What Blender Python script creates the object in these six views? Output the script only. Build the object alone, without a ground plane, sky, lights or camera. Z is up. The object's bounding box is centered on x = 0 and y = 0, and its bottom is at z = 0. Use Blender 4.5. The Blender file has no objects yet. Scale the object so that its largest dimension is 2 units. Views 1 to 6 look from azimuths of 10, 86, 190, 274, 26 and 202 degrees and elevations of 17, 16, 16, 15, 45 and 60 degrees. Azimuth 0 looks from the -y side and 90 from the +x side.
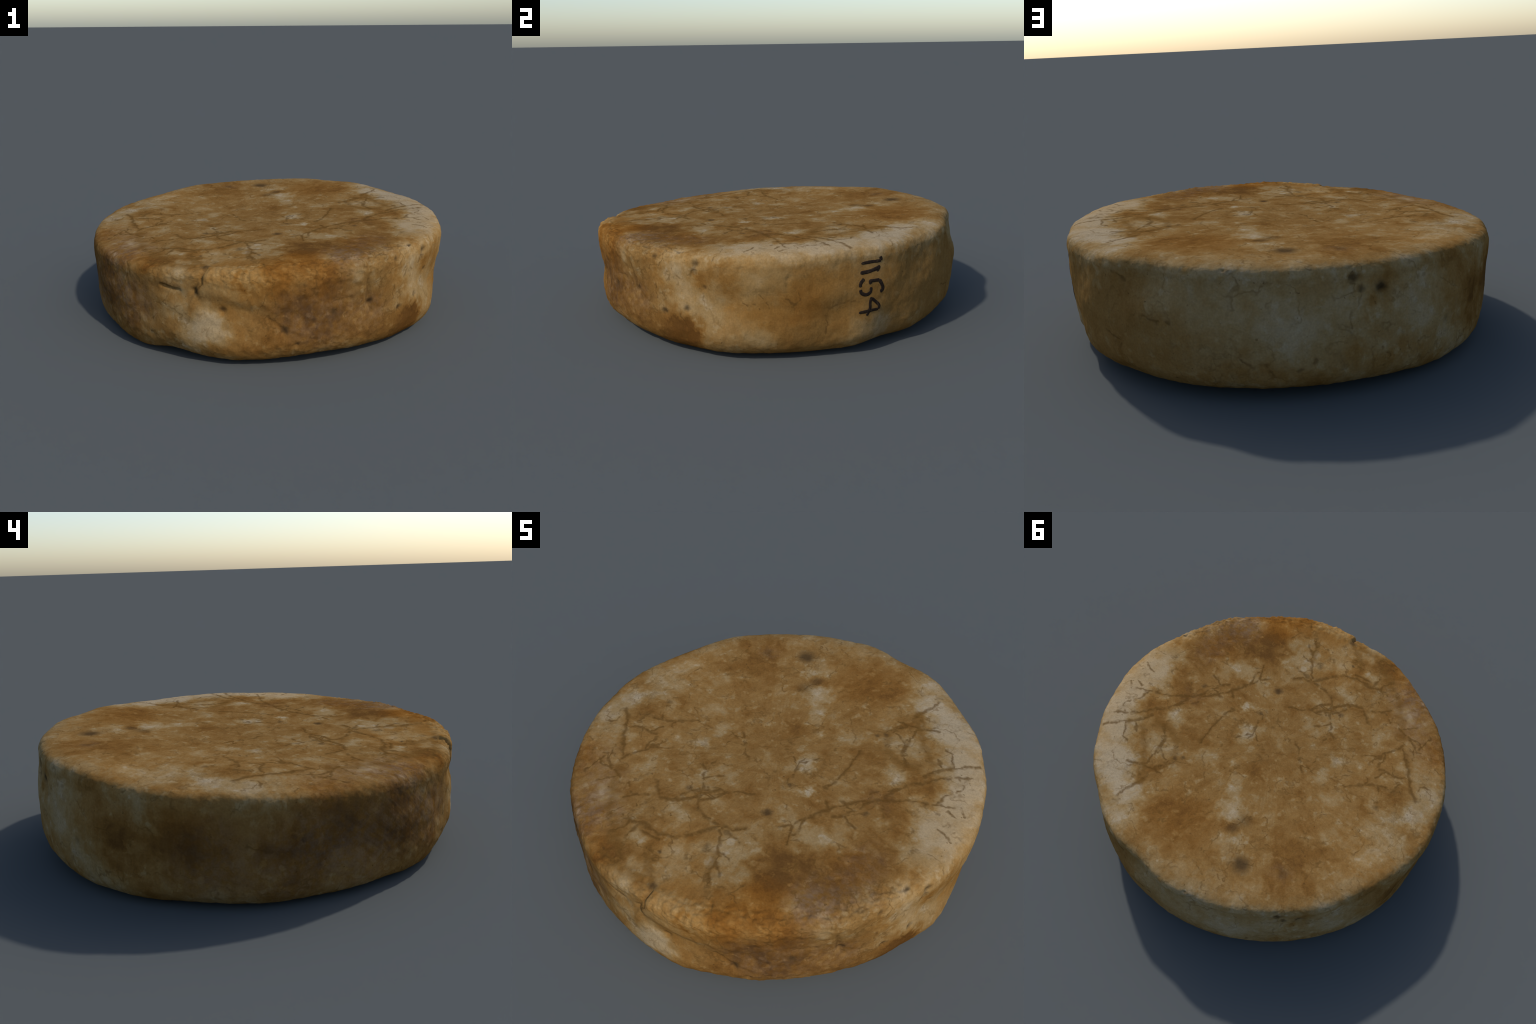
"""Round, slightly irregular stone disc: flat stained top, chipped rim, pitted
side wall, inked inventory number on the side.  Everything is built from a
lofted profile (radius and height rules round the disc), dents, cracks and noise."""
import bpy, math
import numpy as np
from mathutils import Vector, noise
from mathutils.bvhtree import BVHTree

# ------------------------------------------------------------------ profile
# one entry every 10 degrees, azimuth 0 = -y, 90 = +x
R_SHOULDER = [.996, .992, .985, .979, .991, .981, .979, .993, .992, .980, .976, .969,
              .977, .965, .976, .974, .953, .974, .968, .968, .962, .967, .975, .965,
              .969, .985, .995, .988, .989, .985, .987, .988, .983, .994, 1.005, .991]
R_WAIST = [.983, .976, .962, .961, .960, .972, .965, .965, .966, .962, .977, .976,
           .965, .965, .982, .988, .994, .995, .998, .994, .974, .979, .984, .987,
           .984, .976, .976, .985, .986, .977, .976, .995, .985, .977, .992, .984]
R_FOOT = [.998, .984, .986, .976, .968, .969, .967, .984, .966, .953, .949, .962,
          .944, .964, .967, .985, .983, .985, .985, .984, .977, .978, .979, .979,
          .982, .982, .973, .979, .980, .971, .978, .982, .986, .986, .993, .992]
Z_RIM = [.491, .503, .510, .514, .518, .520, .521, .528, .531, .536, .543, .543,
         .541, .541, .545, .552, .552, .549, .544, .536, .533, .527, .524, .513,
         .500, .491, .482, .478, .471, .464, .460, .459, .462, .469, .472, .477]
Z_FOOT = [.018, .025, .040, .039, .032, .024, .021, .023, .022, .021, .021, .026,
          .033, .032, .038, .049, .046, .043, .044, .043, .038, .038, .028, .015,
          .014, .010, .010, .010, .009, .012, .015, .018, .008, .008, .038, .022]
# profile control points: (which radius, offset), (which height, offset)
PROFILE = [(('s', -.18), ('t', .004)), (('s', -.09), ('t', .001)), (('s', -.029), ('t', -.010)),
           (('s', -.005), ('t', -.037)), (('s', -.002), ('t', -.09)), (('w', 0), ('m', 0)),
           (('f', 0), ('b', .11)), (('f', -.025), ('b', .036)), (('f', -.080), ('b', .001)),
           (('f', -.20), ('b', 0))]

AROUND = 1080
TOP_RINGS, BOTTOM_RINGS, SUB = 56, 26, 15


def catmull(f):
    return np.array([-.5*f + f*f - .5*f**3, 1 - 2.5*f*f + 1.5*f**3,
                     .5*f + 2*f*f - 1.5*f**3, -.5*f*f + .5*f**3])


def around(values):
    """periodic Catmull-Rom through the 36 entries"""
    v = np.array(values, float)
    n = len(v)
    t = np.arange(AROUND)/AROUND*n
    k = t.astype(int)
    w = catmull(t - k)
    return sum(w[j]*v[(k - 1 + j) % n] for j in range(4))


AZ = np.arange(AROUND)/AROUND*2*np.pi
DIR = np.stack([np.sin(AZ), -np.cos(AZ)], 1)
q = {'s': around(R_SHOULDER), 'w': around(R_WAIST), 'f': around(R_FOOT),
     't': around(Z_RIM), 'b': np.maximum(around(Z_FOOT), 0.0)}
q['m'] = .5*(q['t'] + q['b'])


def top_plane(x, y):
    dip = np.exp(-((x + .25)**2 + (y - .05)**2)/.34**2)
    return .513 + .029*x + .030*y - .019*dip


def foot_plane(x, y):
    return .020 + .010*x + .012*y


def smooth(a, b, x):
    t = np.clip((x - a)/(b - a), 0, 1)
    return t*t*(3 - 2*t)


def build_rings():
    rings, zone = [], []
    cr = [q[a] + b for (a, b), _ in PROFILE]
    cz = [q[a] + b for _, (a, b) in PROFILE]
    r0 = cr[1]
    for i in range(1, TOP_RINGS):
        f = i/TOP_RINGS
        r = r0*f
        x, y = r*DIR[:, 0], r*DIR[:, 1]
        rim = cz[1] - top_plane(r0*DIR[:, 0], r0*DIR[:, 1])
        z = top_plane(x, y) + rim*smooth(.45, 1.0, f)
        west = np.exp(-((np.degrees(AZ) - 280)/32)**2)
        z = z + .013*west*np.exp(-((f - .80)/.17)**2)
        rings.append(np.stack([x, y, z], 1)); zone.append(0)
    for k in range(1, len(PROFILE) - 2):
        for s in range(SUB):
            w = catmull(s/SUB)
            r = sum(w[j]*cr[k - 1 + j] for j in range(4))
            z = sum(w[j]*cz[k - 1 + j] for j in range(4))
            rings.append(np.stack([r*DIR[:, 0], r*DIR[:, 1], z], 1))
            zone.append(0 if k == 1 else (1 if k < 7 else 2))
    r1, z1 = cr[-2], cz[-2]
    for i in range(BOTTOM_RINGS):
        f = 1 - i/BOTTOM_RINGS
        x, y = r1*f*DIR[:, 0], r1*f*DIR[:, 1]
        base = foot_plane(x, y)
        off = z1 - foot_plane(r1*DIR[:, 0], r1*DIR[:, 1])
        rings.append(np.stack([x, y, base + off*smooth(.5, 1.0, f)], 1)); zone.append(2)
    return np.array(rings), zone


rings, zone = build_rings()
NR = len(rings)

# ------------------------------------------------------------------ relief
pts = rings.reshape(-1, 3)
dn = np.cross(np.gradient(rings, axis=0),
              np.roll(rings, -1, 1) - np.roll(rings, 1, 1))
nrm = dn/(np.linalg.norm(dn, axis=2, keepdims=True) + 1e-12)
if (nrm[TOP_RINGS + 5*SUB//1, :, :2]*DIR).sum() < 0:
    nrm = -nrm
nrm = nrm.reshape(-1, 3)

az_of = np.arctan2(pts[:, 0], -pts[:, 1])
rad = np.hypot(pts[:, 0], pts[:, 1])


def field(scale, octaves, seed, mask=None):
    out = np.zeros(len(pts))
    idx = np.arange(len(pts)) if mask is None else np.nonzero(mask)[0]
    off = Vector((seed*7.13, seed*3.71, seed*5.37))
    for i in idx:
        p = pts[i]
        out[i] = noise.fractal(Vector((p[0]*scale, p[1]*scale, p[2]*scale)) + off, 1.0, 2.0, octaves)
    return out


def seg_dist(a, b):
    a, b = np.array(a), np.array(b)
    ab = b - a
    h = np.clip((pts - a) @ ab/(ab @ ab), 0, 1)
    return np.linalg.norm(pts - a - h[:, None]*ab, axis=1)


def path_dist(path):
    return np.min([seg_dist(path[i], path[i + 1]) for i in range(len(path) - 1)], axis=0)


side = smooth(.90, .96, rad)
lower = pts[:, 2] < .25
on_top = (rad < .95) & (pts[:, 2] > .3)
bottom = (rad < .90) & (pts[:, 2] < .2)
disp = field(6, 3, 1)*np.where(on_top, .0022, np.where(bottom, .0015, .0030))
disp += field(24, 4, 2, ~bottom)*np.where(on_top, .0010, .0021)

# crumbly rim: little nubs between azimuth -30 and 55, finer chips elsewhere
rim_z = np.interp(az_of % (2*np.pi), np.append(AZ, 2*np.pi), np.append(q['t'], q['t'][0]))
edge = np.exp(-((pts[:, 2] - (rim_z - .022))/.030)**2)*smooth(.86, .93, rad)
nubs = field(46, 3, 3, edge > .02)
deg = np.degrees(az_of)
crumble = smooth(-40, 0, deg)*(1 - smooth(52, 66, deg))
disp += edge*nubs*(.0013 + .0062*crumble)

# furrowed brown patches on the south side
rough_side = side*np.exp(-((deg - 26)/26)**2)*smooth(.05, .12, pts[:, 2])
disp += rough_side*field(32, 4, 4, rough_side > .03)*.0050
# slanting fibres on the west-south-west side
fib = side*np.exp(-((deg + 45)/22)**2)
slant = np.zeros(len(pts))
for i in np.nonzero(fib > .03)[0]:
    u = deg[i]*.017
    slant[i] = noise.fractal(Vector((u*9 + pts[i, 2]*9, 0, (pts[i, 2] - u)*34)), 1, 2, 3)
disp += fib*slant*.0030

# the broken step beside the rim crack, the slits and the furrow under it
CRACK = [(-.135, -.935, .478), (-.140, -.965, .455), (-.147, -.985, .42), (-.186, -.985, .374)]
SLIT = [(-.356, -.94, .383), (-.30, -.96, .372), (-.262, -.968, .368)]
FURROW = [(-.186, -.985, .374), (-.141, -.985, .300), (-.060, -.990, .287)]
GASH = [(.169, -.965, .254), (.205, -.957, .231), (.237, -.950, .202)]
GROOVE = [(.619, -.775, .41), (.621, -.752, .343), (.619, -.739, .286), (.641, -.722, .229)]
SEAM = [(.818, -.518, .265), (.818, -.518, .208), (.834, -.492, .151)]
LEDGE = [(.447, -.858, .318), (.537, -.806, .326)]
for path, width, depth in ((CRACK, .010, .017), (SLIT, .009, .018), (FURROW, .016, .004),
                           (GASH, .008, .005), (GROOVE, .012, .008), (SEAM, .006, .005),
                           (LEDGE, .008, .005)):
    disp -= depth*np.exp(-(path_dist(path)/width)**2)
# step: east of the crack stands proud, west panel is sunk
split = -8.6 - (.44 - pts[:, 2])*28
proud = side*smooth(-.4, .4, deg - split)*(1 - smooth(8, 22, deg))*smooth(.27, .33, pts[:, 2])
sunk = side*(1 - smooth(-.4, .4, deg - split))*smooth(-26, -14, deg)*np.exp(-((pts[:, 2] - .41)/.05)**2)
disp += .008*proud - .010*sunk
hollow = side*np.exp(-((pts[:, 2] - (.345 - .0022*(deg + 14)))/.030)**2)*smooth(-30, -18, deg)*(1 - smooth(2, 14, deg))
disp -= .009*hollow
belly = side*np.exp(-((pts[:, 2] - .17)/.08)**2)*np.exp(-((deg + 8)/12)**2)
disp += .006*belly

# pits: (centre), radius, depth
PITS = [((-.040, -.990, .292), .020, .012), ((.241, -.952, .192), .022, .012), ((.624, -.731, .280), .018, .010),
        ((.766, -.597, .207), .021, .012), ((.834, -.485, .247), .020, .012), ((.876, -.444, .470), .024, .012),
        ((.871, -.452, .436), .018, .008), ((.301, -.936, .124), .014, .008), ((-.185, -.980, .372), .020, .016),
        ((-.535, .815, .402), .030, .020), ((-.545, .812, .380), .034, .010), ((.795, -.510, .510), .015, .010),
        ((.743, -.638, .474), .017, .009), ((.456, -.850, .266), .022, .007), ((.887, -.408, .360), .014, .007),
        ((.118, -.369, .503), .022, .004), ((-.157, .707, .533), .036, .003), ((-.204, -.745, .485), .011, .005),
        ((-.771, .615, .221), .016, .003), ((-.455, .870, .450), .028, .010), ((-.425, .872, .475), .014, .008), ((-.462, .868, .415), .012, .007), ((.034, .952, .526), .010, .005),
        ((.972, -.030, .383), .012, .005), ((.978, -.028, .420), .012, .005)]
for c, r, d in PITS:
    disp -= d*np.exp(-(np.linalg.norm(pts - np.array(c), axis=1)/r)**2*1.6)

# broad dents and swellings of the smooth east wall: azimuth, z, half widths, height
WAVES = [(119, .42, 4, .060, -.004), (97, .385, 8, .035, -.005), (80, .385, 8, .035, .005),
         (104, .25, 7, .080, -.016), (112, .10, 8, .035, .005), (134, .41, 5, .07, -.003),
         (126, .26, 7, .05, .002), (62, .31, 5, .09, -.006), (57, .46, 6, .05, .004),
         (90, .24, 7, .05, -.003), (59, .22, 5, .07, .010), (27, .26, 6, .06, .009),
         (23, .29, 5, .05, .005), (326, .25, 6, .07, .009), (350, .26, 5, .05, .007),
         (310, .20, 7, .07, -.009), (311, .08, 7, .05, -.010), (325, .15, 5, .05, .006),
         (237, .33, 8, .08, .010), (251, .18, 7, .08, -.005), (161, .37, 6, .06, .009),
         (157, .33, 6, .06, .005), (187, .25, 6, .07, -.008), (203, .33, 6, .08, .008),
         (213, .31, 4, .04, .004), (120, .36, 3, .04, .006), (133, .30, 4, .04, .007),
         (150, .07, 8, .04, -.009), (297, .10, 8, .05, -.006), (59, .25, 4, .05, .006),
         (25, .27, 5, .05, .007), (327, .25, 6, .06, .007), (350, .27, 5, .05, .006), (238, .30, 6, .07, .005),
         (308, .17, 6, .06, -.005), (100, .22, 5, .07, -.005), (160, .37, 5, .05, .006)]
for a, z, wa, wz, h in WAVES:
    da = (deg - a + 180) % 360 - 180
    disp += side*h*np.exp(-(da/wa)**2 - ((pts[:, 2] - z)/wz)**2)

pts = pts + nrm*disp[:, None]
pts[:, 2] = np.where(pts[:, 2] < .004, .004*np.exp(np.minimum(pts[:, 2] - .004, 0)/.004), pts[:, 2])
pts[:, 2] -= pts[:, 2].min()
# stay inside the two-metre frame
for ax in (0, 1):
    lo, hi = pts[:, ax].min(), pts[:, ax].max()
    if hi - lo > 2.0 or ax == 1:
        pts[:, ax] *= 2.0/(hi - lo)

# ------------------------------------------------------------------ body mesh
top_centre = len(pts)
first_ring = pts[:AROUND].mean(0)
last_ring = pts[-AROUND:].mean(0)
verts = np.vstack([pts, first_ring, last_ring])
faces, face_zone = [], []
for j in range(AROUND):
    k = (j + 1) % AROUND
    faces.append((top_centre, j, k)); face_zone.append(0)
    b = (NR - 1)*AROUND
    faces.append((top_centre + 1, b + k, b + j)); face_zone.append(2)
for i in range(NR - 1):
    a, b = i*AROUND, (i + 1)*AROUND
    for j in range(AROUND):
        k = (j + 1) % AROUND
        faces.append((a + j, b + j, b + k, a + k)); face_zone.append(zone[i])
face_zone = np.array(face_zone)

whole = bpy.data.meshes.new("whole")
whole.from_pydata(verts.tolist(), [], faces)
whole.update()
vn = np.zeros(len(verts)*3)
whole.vertices.foreach_get("normal", vn)
vn = vn.reshape(-1, 3)
bvh = BVHTree.FromPolygons([tuple(v) for v in verts], faces)
bpy.data.meshes.remove(whole)

thing = bpy.data.objects.new("stone_disc", None)
thing.empty_display_size = .3
bpy.context.scene.collection.objects.link(thing)
thing["label"] = "round mottled brown and cream stone disc with inked number"
thing["category"] = "stone disc"


# ------------------------------------------------------------------ material
class Graph:
    """small helper: nodes are created in evaluation order"""
    def __init__(self, name):
        self.mat = bpy.data.materials.new(name)
        self.mat.use_nodes = True
        self.t = self.mat.node_tree
        self.t.nodes.clear()

    def put(self, sock, v):
        if isinstance(v, bpy.types.NodeSocket):
            self.t.links.new(v, sock)
        else:
            sock.default_value = v

    def node(self, kind, **kw):
        n = self.t.nodes.new(kind)
        for k, v in kw.items():
            setattr(n, k, v)
        return n

    def math(self, op, a, b=0.0, c=0.0, clamp=False):
        n = self.node("ShaderNodeMath", operation=op, use_clamp=clamp)
        for i, v in enumerate((a, b, c)):
            self.put(n.inputs[i], v)
        return n.outputs[0]

    def vec(self, op, a, b=(0, 0, 0), scale=None):
        n = self.node("ShaderNodeVectorMath", operation=op)
        self.put(n.inputs[0], a)
        self.put(n.inputs[1], b)
        if scale is not None:
            self.put(n.inputs[3], scale)
        return n.outputs[1] if op in ("DOT_PRODUCT", "LENGTH", "DISTANCE") else n.outputs[0]

    def ramp01(self, v, a, b, lo=0.0, hi=1.0, kind='SMOOTHSTEP'):
        n = self.node("ShaderNodeMapRange", interpolation_type=kind)
        for i, s in enumerate((v, a, b, lo, hi)):
            self.put(n.inputs[i], s)
        return n.outputs[0]

    def noise(self, p, scale, detail=4, rough=.55, dist=0.0):
        n = self.node("ShaderNodeTexNoise")
        self.put(n.inputs["Vector"], p)
        for k, v in (("Scale", scale), ("Detail", detail), ("Roughness", rough), ("Distortion", dist)):
            n.inputs[k].default_value = v
        return n

    def mix(self, f, a, b, blend='MIX'):
        n = self.node("ShaderNodeMix", data_type='RGBA', blend_type=blend)
        self.put(n.inputs[0], f)
        self.put(n.inputs[6], a if isinstance(a, bpy.types.NodeSocket) else (*a, 1))
        self.put(n.inputs[7], b if isinstance(b, bpy.types.NodeSocket) else (*b, 1))
        return n.outputs[2]

    def after(self, p, value):
        """the same vector, but evaluated only once value is known (keeps few values alive)"""
        n = self.node("ShaderNodeVectorMath", operation="MULTIPLY_ADD")
        self.put(n.inputs[0], value if isinstance(value, bpy.types.NodeSocket) else (value,)*3)
        n.inputs[1].default_value = (0, 0, 0)
        self.put(n.inputs[2], p)
        return n.outputs[0]

    def blobs(self, p, start, items):
        """sum of soft round patches: (x, y, z, radius, strength)"""
        total = start
        for it in items:
            x, y, z, r, s = it[:5]
            l = self.vec("DISTANCE", self.after(p, total), (x, y, z))
            w = self.ramp01(l, r, r*.15, 0.0, s)
            total = self.math("ADD", total, w)
        return total

    def paths(self, p, items):
        """nearest distance to a set of polylines, each divided by its own width"""
        best = None
        for width, path in items:
            for a, b in zip(path[:-1], path[1:]):
                a, b = Vector(a), Vector(b)
                ab = b - a
                d = self.vec("SUBTRACT", p if best is None else self.after(p, best), tuple(a))
                h = self.math("ADD", self.vec("DOT_PRODUCT", d, tuple(ab/ab.length_squared)), 0.0, clamp=True)
                near = self.vec("SCALE", tuple(ab), scale=h)
                l = self.math("DIVIDE", self.vec("LENGTH", self.vec("SUBTRACT", d, near)), width)
                best = l if best is None else self.math("MINIMUM", best, l)
        return best


# stain lines on the top face (old cracks filled with brown)
FINE_VEINS = [
    (.8, [(.901, .263, .532), (.84, .232, .540), (.795, .203, .540), (.743, .167, .538), (.683, .099, .536)]),
    (.8, [(.877, .173, .543), (.817, .157, .541), (.721, .09, .537), (.688, .056, .535)]),
    (.6, [(.785, .206, .541), (.771, .243, .541), (.761, .286, .543), (.714, .314, .543)]),
    (.7, [(.715, .232, .541), (.72, .208, .54), (.744, .178, .54)]),
    (.8, [(.362, -.254, .516), (.426, -.19, .52), (.512, -.132, .524), (.638, -.077, .529), (.729, -.05, .533), (.852, -.033, .537)]),
    (.6, [(.786, -.038, .535), (.799, .004, .536), (.813, .029, .537)]),
    (.7, [(.336, -.214, .516), (.357, -.253, .516)]),
    (.7, [(.298, -.143, .517), (.328, -.079, .52), (.349, .009, .523), (.364, .145, .528)]),
    (.8, [(.514, .462, .542), (.542, .512, .544), (.601, .623, .549)]),
    (.5, [(.822, -.175, .532), (.891, -.217, .532)]),
    (.5, [(.839, -.063, .535), (.882, -.08, .536)]),
    (.4, [(.883, -.008, .538), (.914, -.06, .538)]),
    (.5, [(.826, .154, .542), (.865, .107, .541), (.845, .068, .54)]),
    (.8, [(-.023, -.524, .497), (-.103, -.6, .492), (-.176, -.654, .488), (-.25, -.658, .486)]),
    (.9, [(-.023, -.524, .497), (-.1, -.511, .495), (-.174, -.465, .494), (-.2, -.401, .495), (-.151, -.355, .498)]),
    (.8, [(-.023, -.524, .497), (.026, -.529, .498), (.083, -.496, .501)]),
    (.8, [(-.018, -.534, .496), (.09, -.572, .498)]),
    (1., [(-.197, -.406, .495), (-.308, -.479, .49), (-.363, -.472, .488), (-.426, -.402, .489)]),
    (.8, [(-.335, -.678, .483), (-.241, -.688, .485)]),
    (.5, [(-.889, -.132, .483), (-.832, -.131, .485), (-.83, -.099, .486)]),
    (.8, [(-.718, -.087, .49), (-.705, -.027, .492)]),
    (1., [(-.846, -.031, .488), (-.792, -.079, .488), (-.761, -.143, .487), (-.671, -.324, .484)]),
    (.6, [(-.788, -.464, .476), (-.747, -.349, .481)]),
    (.6, [(-.697, -.492, .478), (-.609, -.441, .482)])]
BROAD_VEINS = [
    (1.0, [(.438, .326, .535), (.477, .199, .533), (.552, .142, .533), (.637, .132, .535)]),
    (.8, [(.527, .514, .544), (.587, .352, .541), (.636, .267, .539), (.694, .196, .539)]),
    (1.0, [(-.258, -.746, .483), (-.21, -.819, .482), (-.138, -.902, .480)]),
    (.8, [(.023, -.662, .494), (.057, -.791, .491)]),
    (1.0, [(-.653, -.351, .484), (-.603, -.498, .481), (-.534, -.639, .478), (-.415, -.764, .478), (-.343, -.844, .478)]),
    (.8, [(-.434, -.838, .466), (-.342, -.878, .469), (-.196, -.897, .48)])]
SIDE_VEINS = [
    (.8, [(-.132, -.900, .487), (-.147, -.985, .42), (-.186, -.985, .374)]),
    (.8, [(-.356, -.942, .383), (-.265, -.966, .369)]),
    (.5, [(.169, -.963, .254), (.237, -.950, .202)]),
    (.5, [(.447, -.857, .321), (.537, -.805, .326)]),
    (.5, [(.742, -.633, .34), (.736, -.634, .277)]),
    (.5, [(.818, -.516, .261), (.818, -.518, .208), (.834, -.492, .151)]),
    (.8, [(.619, -.770, .403), (.619, -.738, .286), (.641, -.720, .229)]),
    (.4, [(.963, -.154, .344), (.956, -.112, .268)]),
    (.4, [(.943, -.222, .299), (.944, -.208, .285), (.954, -.165, .301)]),
    (.5, [(.964, -.034, .315), (.963, .002, .289), (.968, .028, .313), (.97, .023, .341)]),
    (.5, [(.968, .153, .222), (.954, .165, .183), (.936, .152, .129)]),
    (.6, [(.976, .173, .259), (.965, .227, .272), (.937, .295, .276)]),
    (.6, [(.506, .833, .483), (.434, .865, .453)]),
    (.7, [(.357, .92, .338), (.306, .944, .319), (.251, .961, .323)]),
    (.6, [(.569, .801, .229), (.49, .858, .203), (.497, .849, .155)]),
    (.6, [(-.022, .992, .185), (-.066, .985, .156)]),
    (.6, [(-.113, .983, .166), (-.135, .97, .12)]),
    (.7, [(-.295, .935, .173), (-.228, .954, .139)]),
    (.5, [(-.532, .824, .18), (-.557, .803, .134), (-.531, .811, .103)]),
    (.6, [(-.985, -.084, .274), (-.971, -.173, .241)])]
# root-like branching stains: seeded random forks from a few starting points
import random
dice = random.Random(1154)


def root(x, y, heading, length, width, depth=0):
    out, step = [], length/4
    path = [(x, y, float(top_plane(x, y)))]
    for i in range(4):
        heading += dice.uniform(-26, 26)
        x += step*math.cos(math.radians(heading))
        y += step*math.sin(math.radians(heading))
        if math.hypot(x, y) > .93:
            break
        path.append((x, y, float(top_plane(x, y))))
        if depth < 1 and i in (1, 2):
            out += root(x, y, heading + dice.choice((-1, 1))*dice.uniform(35, 65), length*.45, width*.8, depth + 1)
    if len(path) > 1:
        out.append((width, path))
    return out


ROOTS = []
for x, y, heading, length, width in (
        (.68, .06, 200, .26, .8),        (.66, .42, 215, .20, .7), (.52, -.13, 230, .20, .8), (-.20, -.40, 120, .20, .7), (-.36, -.47, 200, .18, .7),
        (-.76, -.14, 20, .18, .7), (-.60, -.45, 160, .20, .7), (.12, -.20, 60, .22, .6), (-.10, -.10, 150, .20, .6),
        (-.02, -.53, 300, .26, .8), (-.30, -.47, 80, .22, .8), (-.25, -.66, 160, .22, .9), (-.66, -.33, 30, .22, .8),
        (.36, -.25, 215, .24, .8), (.60, .13, 150, .20, .8), (.02, -.30, 200, .24, .7), (-.45, .05, 220, .24, .7)):
    ROOTS += root(x, y, heading, length, width)
# dark specks, and shade inside pits painted dark: x, y, z, radius, strength
DARK_SPOTS = [
    (-.157, .707, .53, .075, .80), (-.029, .536, .528, .050, .55), (-.067, .474, .525, .060, .40),
    (.118, -.369, .505, .035, .75), (-.028, -.652, .493, .035, .45), (-.366, .658, .522, .045, .35),
    (.144, -.187, .512, .020, .60), (.519, -.213, .522, .024, .55), (-.658, .10, .497, .024, .50),
    (-.204, -.745, .485, .016, .70), (.403, .275, .533, .02, .55), (.434, .295, .534, .02, .55),
    (-.267, -.379, .494, .028, .50), (-.04, -.984, .292, .024, .70), (.241, -.949, .192, .030, .75),
    (.624, -.731, .282, .024, .80), (.766, -.597, .207, .027, .70), (.834, -.485, .247, .026, .75),
    (.876, -.444, .469, .030, .60), (.871, -.452, .433, .030, .45), (.301, -.936, .124, .018, .60),
    (-.185, -.974, .375, .030, .80), (-.535, .815, .408, .042, .95), (.795, -.51, .51, .018, .70),
    (.743, -.635, .476, .022, .55), (.456, -.847, .266, .030, .55), (.887, -.405, .36, .018, .5),
    (-.43, .870, .468, .036, .8), (-.462, .866, .425, .024, .7), (-.771, .615, .221, .026, .35), (-.137, -.91, .482, .030, .55)]
# pale and brown patches of the top face, value added to the mottling
TOP_PATCHES = [
    (.023, .437, .527, .11, .40), (-.032, .607, .53, .10, .21), (.061, .334, .525, .07, .29),
    (.092, .247, .523, .07, .29), (.271, .212, .527, .11, .23), (.491, .269, .535, .10, .20),
    (.569, .26, .537, .11, .20), (.56, .64, .547, .20, 0.45), (.69, .48, .547, .20, 0.50),
    (.79, .33, .546, .20, 0.47), (.84, .16, .544, .20, 0.45), (.168, -.035, .517, .09, .40),
    (.225, -.20, .514, .05, .56), (.559, .053, .531, .07, .34), (.446, -.309, .517, .10, .17),
    (.37, -.422, .511, .13, .29), (.91, .04, .541, .16, 0.42), (.83, -.13, .533, .20, 0.44),
    (.82, -.30, .527, .20, 0.36), (-.246, -.502, .491, .10, .24), (-.198, -.583, .49, .09, .22),
    (-.095, -.406, .498, .09, .22), (.09, -.640, .497, .17, .30), (-.117, -.762, .487, .15, .30),
    (-.52, -.383, .486, .08, .26), (-.622, -.532, .479, .10, .34), (-.886, .058, .489, .12, .40),
    (-.794, .088, .493, .12, .29), (-.424, .13, .505, .10, .26), (-.323, .042, .505, .09, .26),
    (-.353, -.089, .50, .06, .32), (-.68, -.191, .488, .07, .23), (-.889, -.089, .485, .13, .32),
    (-.207, -.308, .498, .10, .23), (-.834, -.212, .482, .14, .26), (-.737, .272, .50, .18, .26),
    (-.353, -.726, .481, .10, .19), (-.234, -.866, .48, .09, .21), (-.505, .342, .509, .13, .21),
    (-.70, .45, .505, .16, .17), (.10, -.78, .493, .12, .15)]
BROWN_PATCHES = [
    (-.365, .513, .518, .24, -.21), (-.419, .74, .522, .20, -.20), (-.057, .537, .527, .12, -.15),
    (.203, .578, .536, .25, -.14), (.36, .52, .539, .22, -.10), (.425, .108, .529, .16, -.18),
    (.70, .03, .534, .14, -.21), (.556, -.107, .526, .13, -.22), (.605, -.446, .517, .20, -.25),
    (.50, -.63, .509, .22, -.23), (-.405, -.816, .477, .15, -.29), (.268, -.646, .501, .20, -.21),
    (-.299, -.656, .485, .10, -.15), (-.738, .006, .492, .14, -.21), (-.231, .08, .509, .14, -.10),
    (.333, -.62, .504, .18, -.20), (.655, -.23, .525, .14, -.18), (-.747, .464, .505, .06, -.10),
    (.004, .18, .519, .16, -.10), (-.60, -.70, .476, .14, -.12), (.334, -.251, .515, .12, -.15),
    (-.313, -.206, .498, .13, -.10), (.26, -.85, .495, .16, -.18), (-.90, -.33, .47, .14, -.10)]
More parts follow.
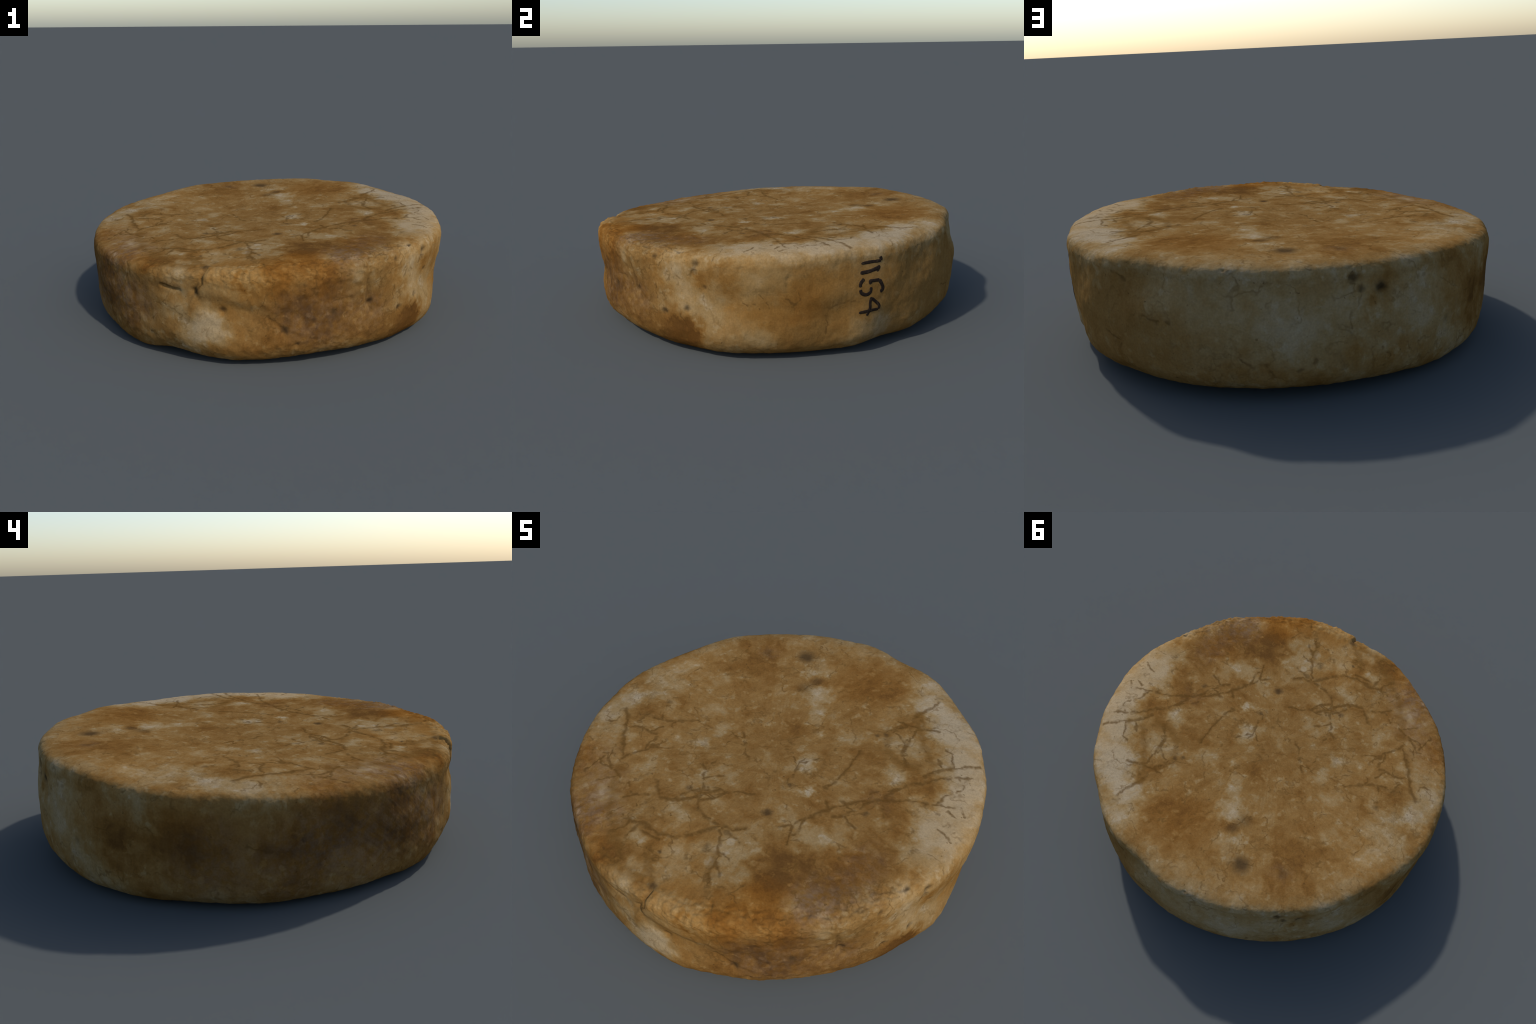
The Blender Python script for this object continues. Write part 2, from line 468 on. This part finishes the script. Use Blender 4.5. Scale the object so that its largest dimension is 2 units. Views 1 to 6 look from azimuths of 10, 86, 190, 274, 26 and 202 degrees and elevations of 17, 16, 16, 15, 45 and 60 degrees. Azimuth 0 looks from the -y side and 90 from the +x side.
# patches of the side wall
SIDE_PATCHES = [
    (-.141, -.976, .214, .16, .40), (-.075, -.986, .204, .14, .36), (-.30, -.949, .256, .12, .20),
    (-.223, -.964, .103, .15, .26), (-.071, -.991, .428, .16, .26), (.106, -.973, .475, .09, .34),
    (-.26, -.965, .416, .12, .14), (.035, -.994, .435, .05, -.30), (.235, -.96, .403, .16, -.14),
    (.425, -.885, .444, .16, -.18), (.292, -.923, .237, .22, -.26), (.443, -.855, .251, .24, -.24),
    (.647, -.715, .21, .18, -.24), (.117, -.973, .276, .12, -.10), (.811, -.536, .347, .15, .26),
    (.815, -.525, .29, .12, .12), (.821, -.532, .458, .14, .30), (.87, -.42, .294, .16, .26),
    (.811, -.519, .100, .17, -.55), (.68, -.66, .11, .18, -.20), (.952, -.152, .12, .12, 0.26),
    (.91, -.32, .16, .24, 0.16), (.96, -.10, .40, .26, 0.16), (.97, .041, .29, .16, -.14),
    (.96, .013, .207, .20, -.06), (.962, -.203, .384, .12, .14), (.97, -.117, .503, .20, 0.10),
    (.849, .414, .116, .14, .30), (.911, .28, .105, .12, .26), (.90, .35, .33, .30, 0.10)]
NORTH_PATCHES = [
    (.05, .985, .32, .48, .12), (-.50, .85, .32, .46, .13),
    (.558, .812, .321, .26, .01), (.48, .849, .44, .18, .01), (.188, .961, .456, .22, .20),
    (-.07, .976, .405, .22, .19), (-.279, .928, .40, .22, .20), (-.166, .985, .235, .20, .19),
    (-.28, .942, .243, .18, .16), (.10, .996, .26, .18, .06), (.013, .996, .15, .14, -.04),
    (-.204, .956, .12, .14, -.09), (-.446, .86, .398, .16, .20), (-.663, .721, .363, .20, .23),
    (-.535, .815, .372, .075, -.22), (-.42, .87, .44, .07, -.16), (-.453, .867, .263, .16, .02),
    (-.809, .549, .10, .22, .20), (-.865, .436, .254, .14, -.14), (-.653, .737, .202, .18, .11),
    (-.91, .371, .44, .22, .22), (-.804, .562, .131, .20, .11), (-.72, .68, .312, .18, .14)]
WEST_PATCHES = [
    (-.90, .40, .27, .20, -.23), (-.965, .199, .28, .20, -.23), (-.98, .06, .239, .22, -.22),
    (-.987, -.05, .36, .14, .09), (-.973, -.178, .337, .18, -.13), (-.946, -.246, .185, .24, -.19),
    (-.90, -.387, .291, .22, -.19), (-.835, -.513, .255, .20, -.13), (-.705, -.697, .297, .22, -.20),
    (-.781, -.617, .35, .20, -.17), (-.952, -.001, .03, .18, .19), (-.842, -.488, .07, .15, .07),
    (-.56, -.81, .12, .18, -.12), (-.652, -.741, .224, .17, -.18), (-.557, -.806, .262, .08, .14),
    (-.62, -.76, .35, .07, .13), (-.502, -.842, .183, .16, -.09), (-.43, -.885, .33, .14, -.07),
    (-.874, -.438, .425, .16, -.17)]
CALM_PATCHES = [
    (.985, -.12, .27, .42, .75), (.93, .33, .27, .42, .75), (.66, .72, .27, .38, .60),
    (.25, .95, .27, .42, .50), (-.25, .95, .27, .40, .45), (-.70, .68, .30, .36, .40),
    (-.05, -.985, .30, .30, .55), (-.98, .05, .28, .36, .50), (-.86, -.48, .28, .34, .45), (.86, .20, .54, .24, .45)]
# purplish grey weathering and warm yellow or orange staining
GREY_PATCHES = [
    (.489, -.724, .505, .17, .80), (.60, -.60, .512, .14, .60), (.605, -.446, .517, .13, .50),
    (.556, -.107, .526, .09, .40), (-.584, -.679, .476, .17, .70), (-.66, -.50, .478, .17, .50),
    (-.80, -.36, .475, .16, .30), (.443, -.855, .25, .24, .45), (.292, -.923, .26, .20, .45),
    (.647, -.715, .24, .16, .40), (-.98, .06, .20, .24, .60), (-.946, -.246, .185, .25, .55),
    (-.90, -.387, .291, .22, .55), (-.705, -.697, .297, .26, .65), (-.52, -.83, .25, .20, .60),
    (-.835, -.513, .2, .24, .55), (.849, .414, .10, .16, .40), (-.37, .66, .53, .10, .35)]
WARM_PATCHES = [
    (-.02, -.99, .44, .22, .75), (.20, -.96, .46, .20, .80), (.42, -.885, .46, .16, .70),
    (.82, -.53, .40, .24, .60), (.33, -.78, .50, .14, .55), (-.10, -.72, .49, .26, .40),
    (-.72, .40, .50, .26, .35), (.80, -.50, .10, .16, .50), (-.45, -.86, .47, .12, .60),
    (-.12, -.97, .20, .24, .35), (.95, -.15, .35, .42, .75), (.92, .30, .32, .40, .55), (.06, -.97, .08, .30, .35),
    (-.96, .17, .38, .18, .35), (.25, -.82, .50, .18, .60), (-.55, -.75, .47, .16, .50),
    (-.88, -.35, .46, .16, .50), (.55, -.50, .51, .16, .40), (.20, .60, .54, .30, .30)]

REACH = .085    # how far the coordinate warp can carry a patch


def seat(p):
    """the point of the finished surface nearest to p"""
    return tuple(bvh.find_nearest(Vector(p))[0])


FINE_VEINS = [(w, [seat(p) for p in path]) for w, path in FINE_VEINS]
BROAD_VEINS = [(w, [seat(p) for p in path]) for w, path in BROAD_VEINS]
SIDE_VEINS = [(w, [seat(p) for p in path]) for w, path in SIDE_VEINS]
ROOTS = [(w, [seat(p) for p in path]) for w, path in ROOTS]
DARK_SPOTS = [(*seat(it[:3]), *it[3:]) for it in DARK_SPOTS]


def near(items, area):
    """the patches that can touch this area of the surface"""
    return [it for it in items
            if np.min(np.linalg.norm(area - np.array(it[:3]), axis=1)) < it[3] + REACH]


def near_paths(items, area):
    kept = []
    for width, path in items:
        for a, b in zip(path[:-1], path[1:]):
            mid = [np.array(a)*(1 - t) + np.array(b)*t for t in (0, .25, .5, .75, 1)]
            if min(np.min(np.linalg.norm(area - m, axis=1)) for m in mid) < .09:
                kept.append((width, [a, b]))
    return kept


def stained_stone(area):
    """one recipe for the whole stone; patches out of reach of this area are left out"""
    g = Graph("stained_stone")
    P = g.node("ShaderNodeTexCoord").outputs["Object"]
    w1 = g.vec("SUBTRACT", g.noise(P, 7, 2).outputs["Color"], (.5, .5, .5))
    w2 = g.vec("SUBTRACT", g.noise(P, 26, 2).outputs["Color"], (.5, .5, .5))
    warp = g.vec("ADD", P, g.vec("ADD", g.vec("SCALE", w1, scale=.15), g.vec("SCALE", w2, scale=.09)))
    jitter = g.vec("ADD", P, g.vec("ADD", g.vec("SCALE", w1, scale=.030), g.vec("SCALE", w2, scale=.034)))

    n1 = g.noise(P, 5.0, 5, .60, .3).outputs[0]
    n2 = g.noise(P, 15, 5, .62, .4).outputs[0]
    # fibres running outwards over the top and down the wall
    ray = g.vec("NORMALIZE", g.vec("MULTIPLY", P, (1, 1, 0)))
    out_r = g.vec("LENGTH", g.vec("MULTIPLY", P, (1, 1, 0)))
    up = g.node("ShaderNodeCombineXYZ")
    g.put(up.inputs[2], g.math("MULTIPLY", out_r, 7.0))
    fibre = g.noise(g.vec("ADD", g.vec("SCALE", ray, scale=26.0), up.outputs[0]), 1.0, 4, .6, .3).outputs[0]
    value = g.math("MULTIPLY", g.math("SUBTRACT", n1, .5), .60)
    value = g.math("MULTIPLY_ADD", g.math("SUBTRACT", n2, .5), .72, value)
    value = g.math("MULTIPLY_ADD", g.math("SUBTRACT", fibre, .5), .34, value)
    cloud = g.noise(g.vec("ADD", P, (5.2, .9, 3.3)), 9.5, 4, .55, .3).outputs[0]
    value = g.math("ADD", value, g.ramp01(cloud, .50, .70, 0, .26))
    value = g.math("ADD", value, g.ramp01(cloud, .48, .32, 0, -.18))
    chalk = g.noise(g.vec("ADD", P, (3.1, 1.7, 2.3)), 22, 3, .5).outputs[0]
    value = g.math("ADD", value, g.ramp01(chalk, .58, .70, 0, .26))
    value = g.math("MULTIPLY", value, .80)
    # polished stretches of the wall are much more even
    calm_items = near(CALM_PATCHES, area)
    calm = 1.0
    if calm_items:
        calm = g.math("SUBTRACT", 1.0, g.math("MINIMUM", g.blobs(P, 0.0, calm_items), .68))
        value = g.math("MULTIPLY", value, calm)
    value = g.math("ADD", value, .41)
    # slanting saw-like streaks on the south-west wall
    streak_items = near([(-.70, -.70, .30, .40, 1.0)], area)
    if streak_items:
        u = g.vec("DOT_PRODUCT", P, (.707, -.707, 0))
        h = g.vec("DOT_PRODUCT", P, (0, 0, 1))
        lay = g.node("ShaderNodeCombineXYZ")
        g.put(lay.inputs[0], g.math("MULTIPLY", g.math("MULTIPLY_ADD", u, .85, h), 42.0))
        g.put(lay.inputs[1], g.math("MULTIPLY", g.math("SUBTRACT", h, u), 4.0))
        layers = g.noise(lay.outputs[0], 1.0, 4, .6, .3).outputs[0]
        value = g.math("MULTIPLY_ADD", g.math("SUBTRACT", layers, .5),
                       g.math("MULTIPLY", g.blobs(P, 0.0, streak_items), .75), value)
    # light on the north and east rim bevel, lightened into the colour
    z = g.node("ShaderNodeSeparateXYZ")
    g.put(z.inputs[0], P)
    arris = g.math("MULTIPLY", g.ramp01(out_r, .905, .955), g.ramp01(z.outputs[2], .455, .50))
    arris = g.math("MULTIPLY", arris, g.ramp01(g.vec("DOT_PRODUCT", ray, (.55, .83, 0)), -.45, .35))
    arris = g.math("MULTIPLY", arris, g.ramp01(n2, .35, .55, .3, 1.0))
    value = g.math("MULTIPLY_ADD", arris, .10, value)
    for group in (TOP_PATCHES, BROWN_PATCHES, SIDE_PATCHES, NORTH_PATCHES, WEST_PATCHES):
        value = g.blobs(warp, value, near(group, area))

    ramp = g.node("ShaderNodeValToRGB")
    g.put(ramp.inputs[0], value)
    el = ramp.color_ramp.elements
    el[0].position, el[0].color = STOPS[0][0], (*STOPS[0][1], 1)
    el[1].position, el[1].color = STOPS[-1][0], (*STOPS[-1][1], 1)
    for pos, col in STOPS[1:-1]:
        el.new(pos).color = (*col, 1)
    colour = ramp.outputs[0]

    grey_items = near(GREY_PATCHES, area)
    if grey_items:
        grey = g.math("MINIMUM", g.blobs(warp, 0.0, grey_items), 1.0)
        grey = g.math("MULTIPLY", grey, g.ramp01(g.noise(P, 30, 4, .65).outputs[0], .35, .62))
        lum = g.math("MULTIPLY_ADD", value, .20, .055)
        tint = g.node("ShaderNodeCombineColor")
        for i, f in enumerate((1.16, .77, .50)):
            g.put(tint.inputs[i], g.math("MULTIPLY", lum, f))
        colour = g.mix(g.math("MULTIPLY", grey, .72), colour, tint.outputs[0])
    warm_items = near(WARM_PATCHES, area)
    if warm_items:
        warm = g.math("MINIMUM", g.blobs(warp, 0.0, warm_items), 1.0)
        colour = g.mix(g.math("MULTIPLY", warm, .75), colour,
                       g.mix(1.0, colour, (1.20, .98, .62), 'MULTIPLY'))

    # stains along old cracks
    wob = g.ramp01(g.noise(P, 30, 3).outputs[0], .34, .66, .40, 1.45, 'LINEAR')
    for group, width, dark, force in ((FINE_VEINS + ROOTS, .0165, (.088, .044, .011), .74),
                                      (BROAD_VEINS, .034, (.125, .062, .015), .55),
                                      (SIDE_VEINS, .015, (.080, .040, .012), .58)):
        kept = near_paths(group, area)
        if not kept:
            continue
        m = g.ramp01(g.math("DIVIDE", g.paths(jitter, kept), wob), width*1.25, width*.05, 0, force)
        colour = g.mix(m, colour, dark)
    # hair cracks everywhere
    vor = g.node("ShaderNodeTexVoronoi", feature='DISTANCE_TO_EDGE')
    g.put(vor.inputs["Vector"], warp)
    vor.inputs["Scale"].default_value = 6.0
    hair = g.ramp01(vor.outputs["Distance"], .05, .0, 0, 1)
    hair = g.math("MULTIPLY", hair, g.ramp01(n1, .50, .66, 0, .40))
    hair = g.math("MULTIPLY", hair, calm)
    colour = g.mix(hair, colour, (.098, .049, .013))
    # a branching web of brown threads: where a rough noise crosses its middle
    thread = g.noise(g.vec("ADD", P, (1.7, 4.1, .6)), 4.6, 4, .55, .2).outputs[0]
    thread = g.ramp01(g.math("ABSOLUTE", g.math("SUBTRACT", thread, .5)), .022, .0, 0, 1)
    thread = g.math("MULTIPLY", thread, g.ramp01(n2, .42, .60, 0, .60))
    thread = g.math("MULTIPLY", thread, calm)
    colour = g.mix(thread, colour, (.100, .050, .013))
    # dark specks
    spot_items = near(DARK_SPOTS, area)
    if spot_items:
        spots = g.math("MINIMUM", g.blobs(g.vec("ADD", P, g.vec("SCALE", w2, scale=.030)), 0.0, spot_items), .95)
        colour = g.mix(spots, colour, (.044, .028, .014))
    flecks = g.noise(P, 55, 2, .5)
    colour = g.mix(g.ramp01(flecks.outputs[0], .69, .78, 0, .60), colour, (.070, .036, .012))
    # fine grain
    grain = g.noise(P, 120, 4, .62).outputs[0]
    gval = g.ramp01(grain, .25, .75, .84, 1.16, 'LINEAR')
    gcol = g.node("ShaderNodeCombineColor")
    for i in range(3):
        g.put(gcol.inputs[i], gval)
    colour = g.mix(1.0, colour, gcol.outputs[0], 'MULTIPLY')

    bump = g.node("ShaderNodeBump")
    bump.inputs["Strength"].default_value = .20
    bump.inputs["Distance"].default_value = .006
    g.put(bump.inputs["Height"], g.math("ADD", g.math("MULTIPLY", grain, .4), flecks.outputs[0]))
    bsdf = g.node("ShaderNodeBsdfPrincipled")
    g.put(bsdf.inputs["Base Color"], colour)
    bsdf.inputs["Roughness"].default_value = .75
    bsdf.inputs["Specular IOR Level"].default_value = .0
    g.put(bsdf.inputs["Normal"], bump.outputs[0])
    out = g.node("ShaderNodeOutputMaterial")
    g.put(out.inputs[0], bsdf.outputs[0])
    return g.mat


# dark brown to pale cream
STOPS = [(0.0, (.106, .050, .014)), (.22, (.158, .077, .020)), (.46, (.207, .115, .037)),
         (.70, (.252, .168, .075)), (1.0, (.308, .238, .146))]

k = Graph("faded_black_ink")
kp = k.node("ShaderNodeTexCoord").outputs["Object"]
kn = k.noise(kp, 60, 4, .6).outputs[0]
kc = k.mix(k.ramp01(kn, .50, .78), (.022, .014, .010), (.070, .044, .024))
kb = k.node("ShaderNodeBsdfPrincipled")
k.put(kb.inputs["Base Color"], kc)
kb.inputs["Roughness"].default_value = .8
kb.inputs["Specular IOR Level"].default_value = .05
ko = k.node("ShaderNodeOutputMaterial")
k.put(ko.inputs[0], kb.outputs[0])
ink = k.mat


# ------------------------------------------------------------------ parts
def region(name, zone_id, sectors):
    sel = np.nonzero(face_zone == zone_id)[0]
    used = sorted({i for f in sel for i in faces[f]})
    remap = {o: n for n, o in enumerate(used)}
    me = bpy.data.meshes.new(name)
    me.from_pydata(verts[used].tolist(), [], [tuple(remap[i] for i in faces[f]) for f in sel])
    me.shade_smooth()
    me.normals_split_custom_set_from_vertices([tuple(v) for v in vn[used]])
    # the recipe is split into sectors only so that each carries the patches it needs
    centre = np.array([np.mean(verts[list(faces[f])], axis=0) for f in sel])
    sector = ((np.arctan2(centre[:, 0], -centre[:, 1]) % (2*np.pi))/(2*np.pi)*sectors).astype(int) % sectors
    for s in range(sectors):
        me.materials.append(stained_stone(centre[sector == s][::61]))
    me.polygons.foreach_set("material_index", sector.astype(np.int32))
    ob = bpy.data.objects.new(name, me)
    bpy.context.scene.collection.objects.link(ob)
    ob.parent = thing
    return ob


region("upper_face", 0, 6)
region("side_wall", 1, 12)
region("lower_face", 2, 4)


# ------------------------------------------------------------------ inked number 1154
def on_wall(az, z):
    a = math.radians(az)
    o = Vector((math.sin(a)*1.3, -math.cos(a)*1.3, z))
    loc, n, _, _ = bvh.ray_cast(o, Vector((-math.sin(a), math.cos(a), 0)))
    return loc, n


def stroke(path, width, bm_verts, bm_faces):
    """brush stroke that follows the wall; path in (azimuth, z)"""
    R = .97
    flat = [Vector((math.radians(a)*R, z)) for a, z in path]
    line = []
    for i in range(len(flat) - 1):
        p0, p1, p2, p3 = flat[max(i - 1, 0)], flat[i], flat[i + 1], flat[min(i + 2, len(flat) - 1)]
        for s in range(8):
            w = catmull(s/8)
            line.append(p0*w[0] + p1*w[1] + p2*w[2] + p3*w[3])
    line.append(flat[-1])
    n = len(line)
    cols = 5
    base = len(bm_verts)
    for i, c in enumerate(line):
        t = (line[min(i + 1, n - 1)] - line[max(i - 1, 0)]).normalized()
        s = Vector((-t.y, t.x))
        e = min(i, n - 1 - i)/3
        half = width*.5*(math.sqrt(max(0, 1 - (1 - min(e, 1))**2))*.75 + .25)
        half *= 1 + .16*noise.noise(Vector((c.x*60, c.y*60, 3)))
        for lift in (.0012, -.003):
            for j in range(cols):
                f = (j/(cols - 1)*2 - 1)
                pnt = c + s*half*f
                loc, nn = on_wall(math.degrees(pnt.x/R), pnt.y)
                bm_verts.append(loc + nn*lift)
    step = cols*2
    for i in range(n - 1):
        a, b = base + i*step, base + (i + 1)*step
        for j in range(cols - 1):
            bm_faces.append((a + j, b + j, b + j + 1, a + j + 1))
            bm_faces.append((a + cols + j + 1, b + cols + j + 1, b + cols + j, a + cols + j))
        bm_faces.append((a, a + cols, b + cols, b))
        bm_faces.append((a + cols - 1, b + cols - 1, b + 2*cols - 1, a + 2*cols - 1))
    for a, flip in ((base, False), (base + (n - 1)*step, True)):
        for j in range(cols - 1):
            f = (a + j, a + j + 1, a + cols + j + 1, a + cols + j)
            bm_faces.append(f[::-1] if flip else f)


number = bpy.data.objects.new("inventory_number", None)
number.empty_display_size = .05
bpy.context.scene.collection.objects.link(number)
number.parent = thing
DIGITS = [
    ("digit_one", [(.015, [(109.1, .457), (112.1, .460), (114.6, .459), (115.5, .461)]),
                   (.015, [(115.5, .459), (115.45, .468), (115.2, .478)])]),
    ("digit_one", [(.017, [(108.7, .414), (111.1, .415), (113.8, .423), (115.2, .433)]),
                   (.013, [(115.0, .427), (114.2, .409)])]),
    ("digit_five", [(.017, [(109.95, .384), (108.9, .365), (108.75, .346)]),
                    (.016, [(108.8, .334), (109.2, .316), (110.8, .305), (112.1, .316), (112.2, .338)]),
                    (.016, [(112.1, .354), (111.95, .369), (113.4, .368), (115.0, .367)]),
                    (.017, [(115.0, .367), (115.8, .345), (116.35, .325), (116.2, .312), (115.5, .307)])]),
    ("digit_four", [(.015, [(112.4, .289), (112.15, .257), (112.15, .232), (111.3, .197)]),
                    (.016, [(112.5, .283), (114.15, .260), (115.4, .237), (115.3, .219)]),
                    (.015, [(115.3, .219), (112.2, .221), (108.8, .217)])])]
for name, strokes in DIGITS:
    bv, bf = [], []
    for width, path in strokes:
        stroke(path, width, bv, bf)
    me = bpy.data.meshes.new(name)
    me.from_pydata([tuple(v) for v in bv], [], bf)
    me.shade_smooth()
    me.materials.append(ink)
    ob = bpy.data.objects.new(name, me)
    bpy.context.scene.collection.objects.link(ob)
    ob.parent = number
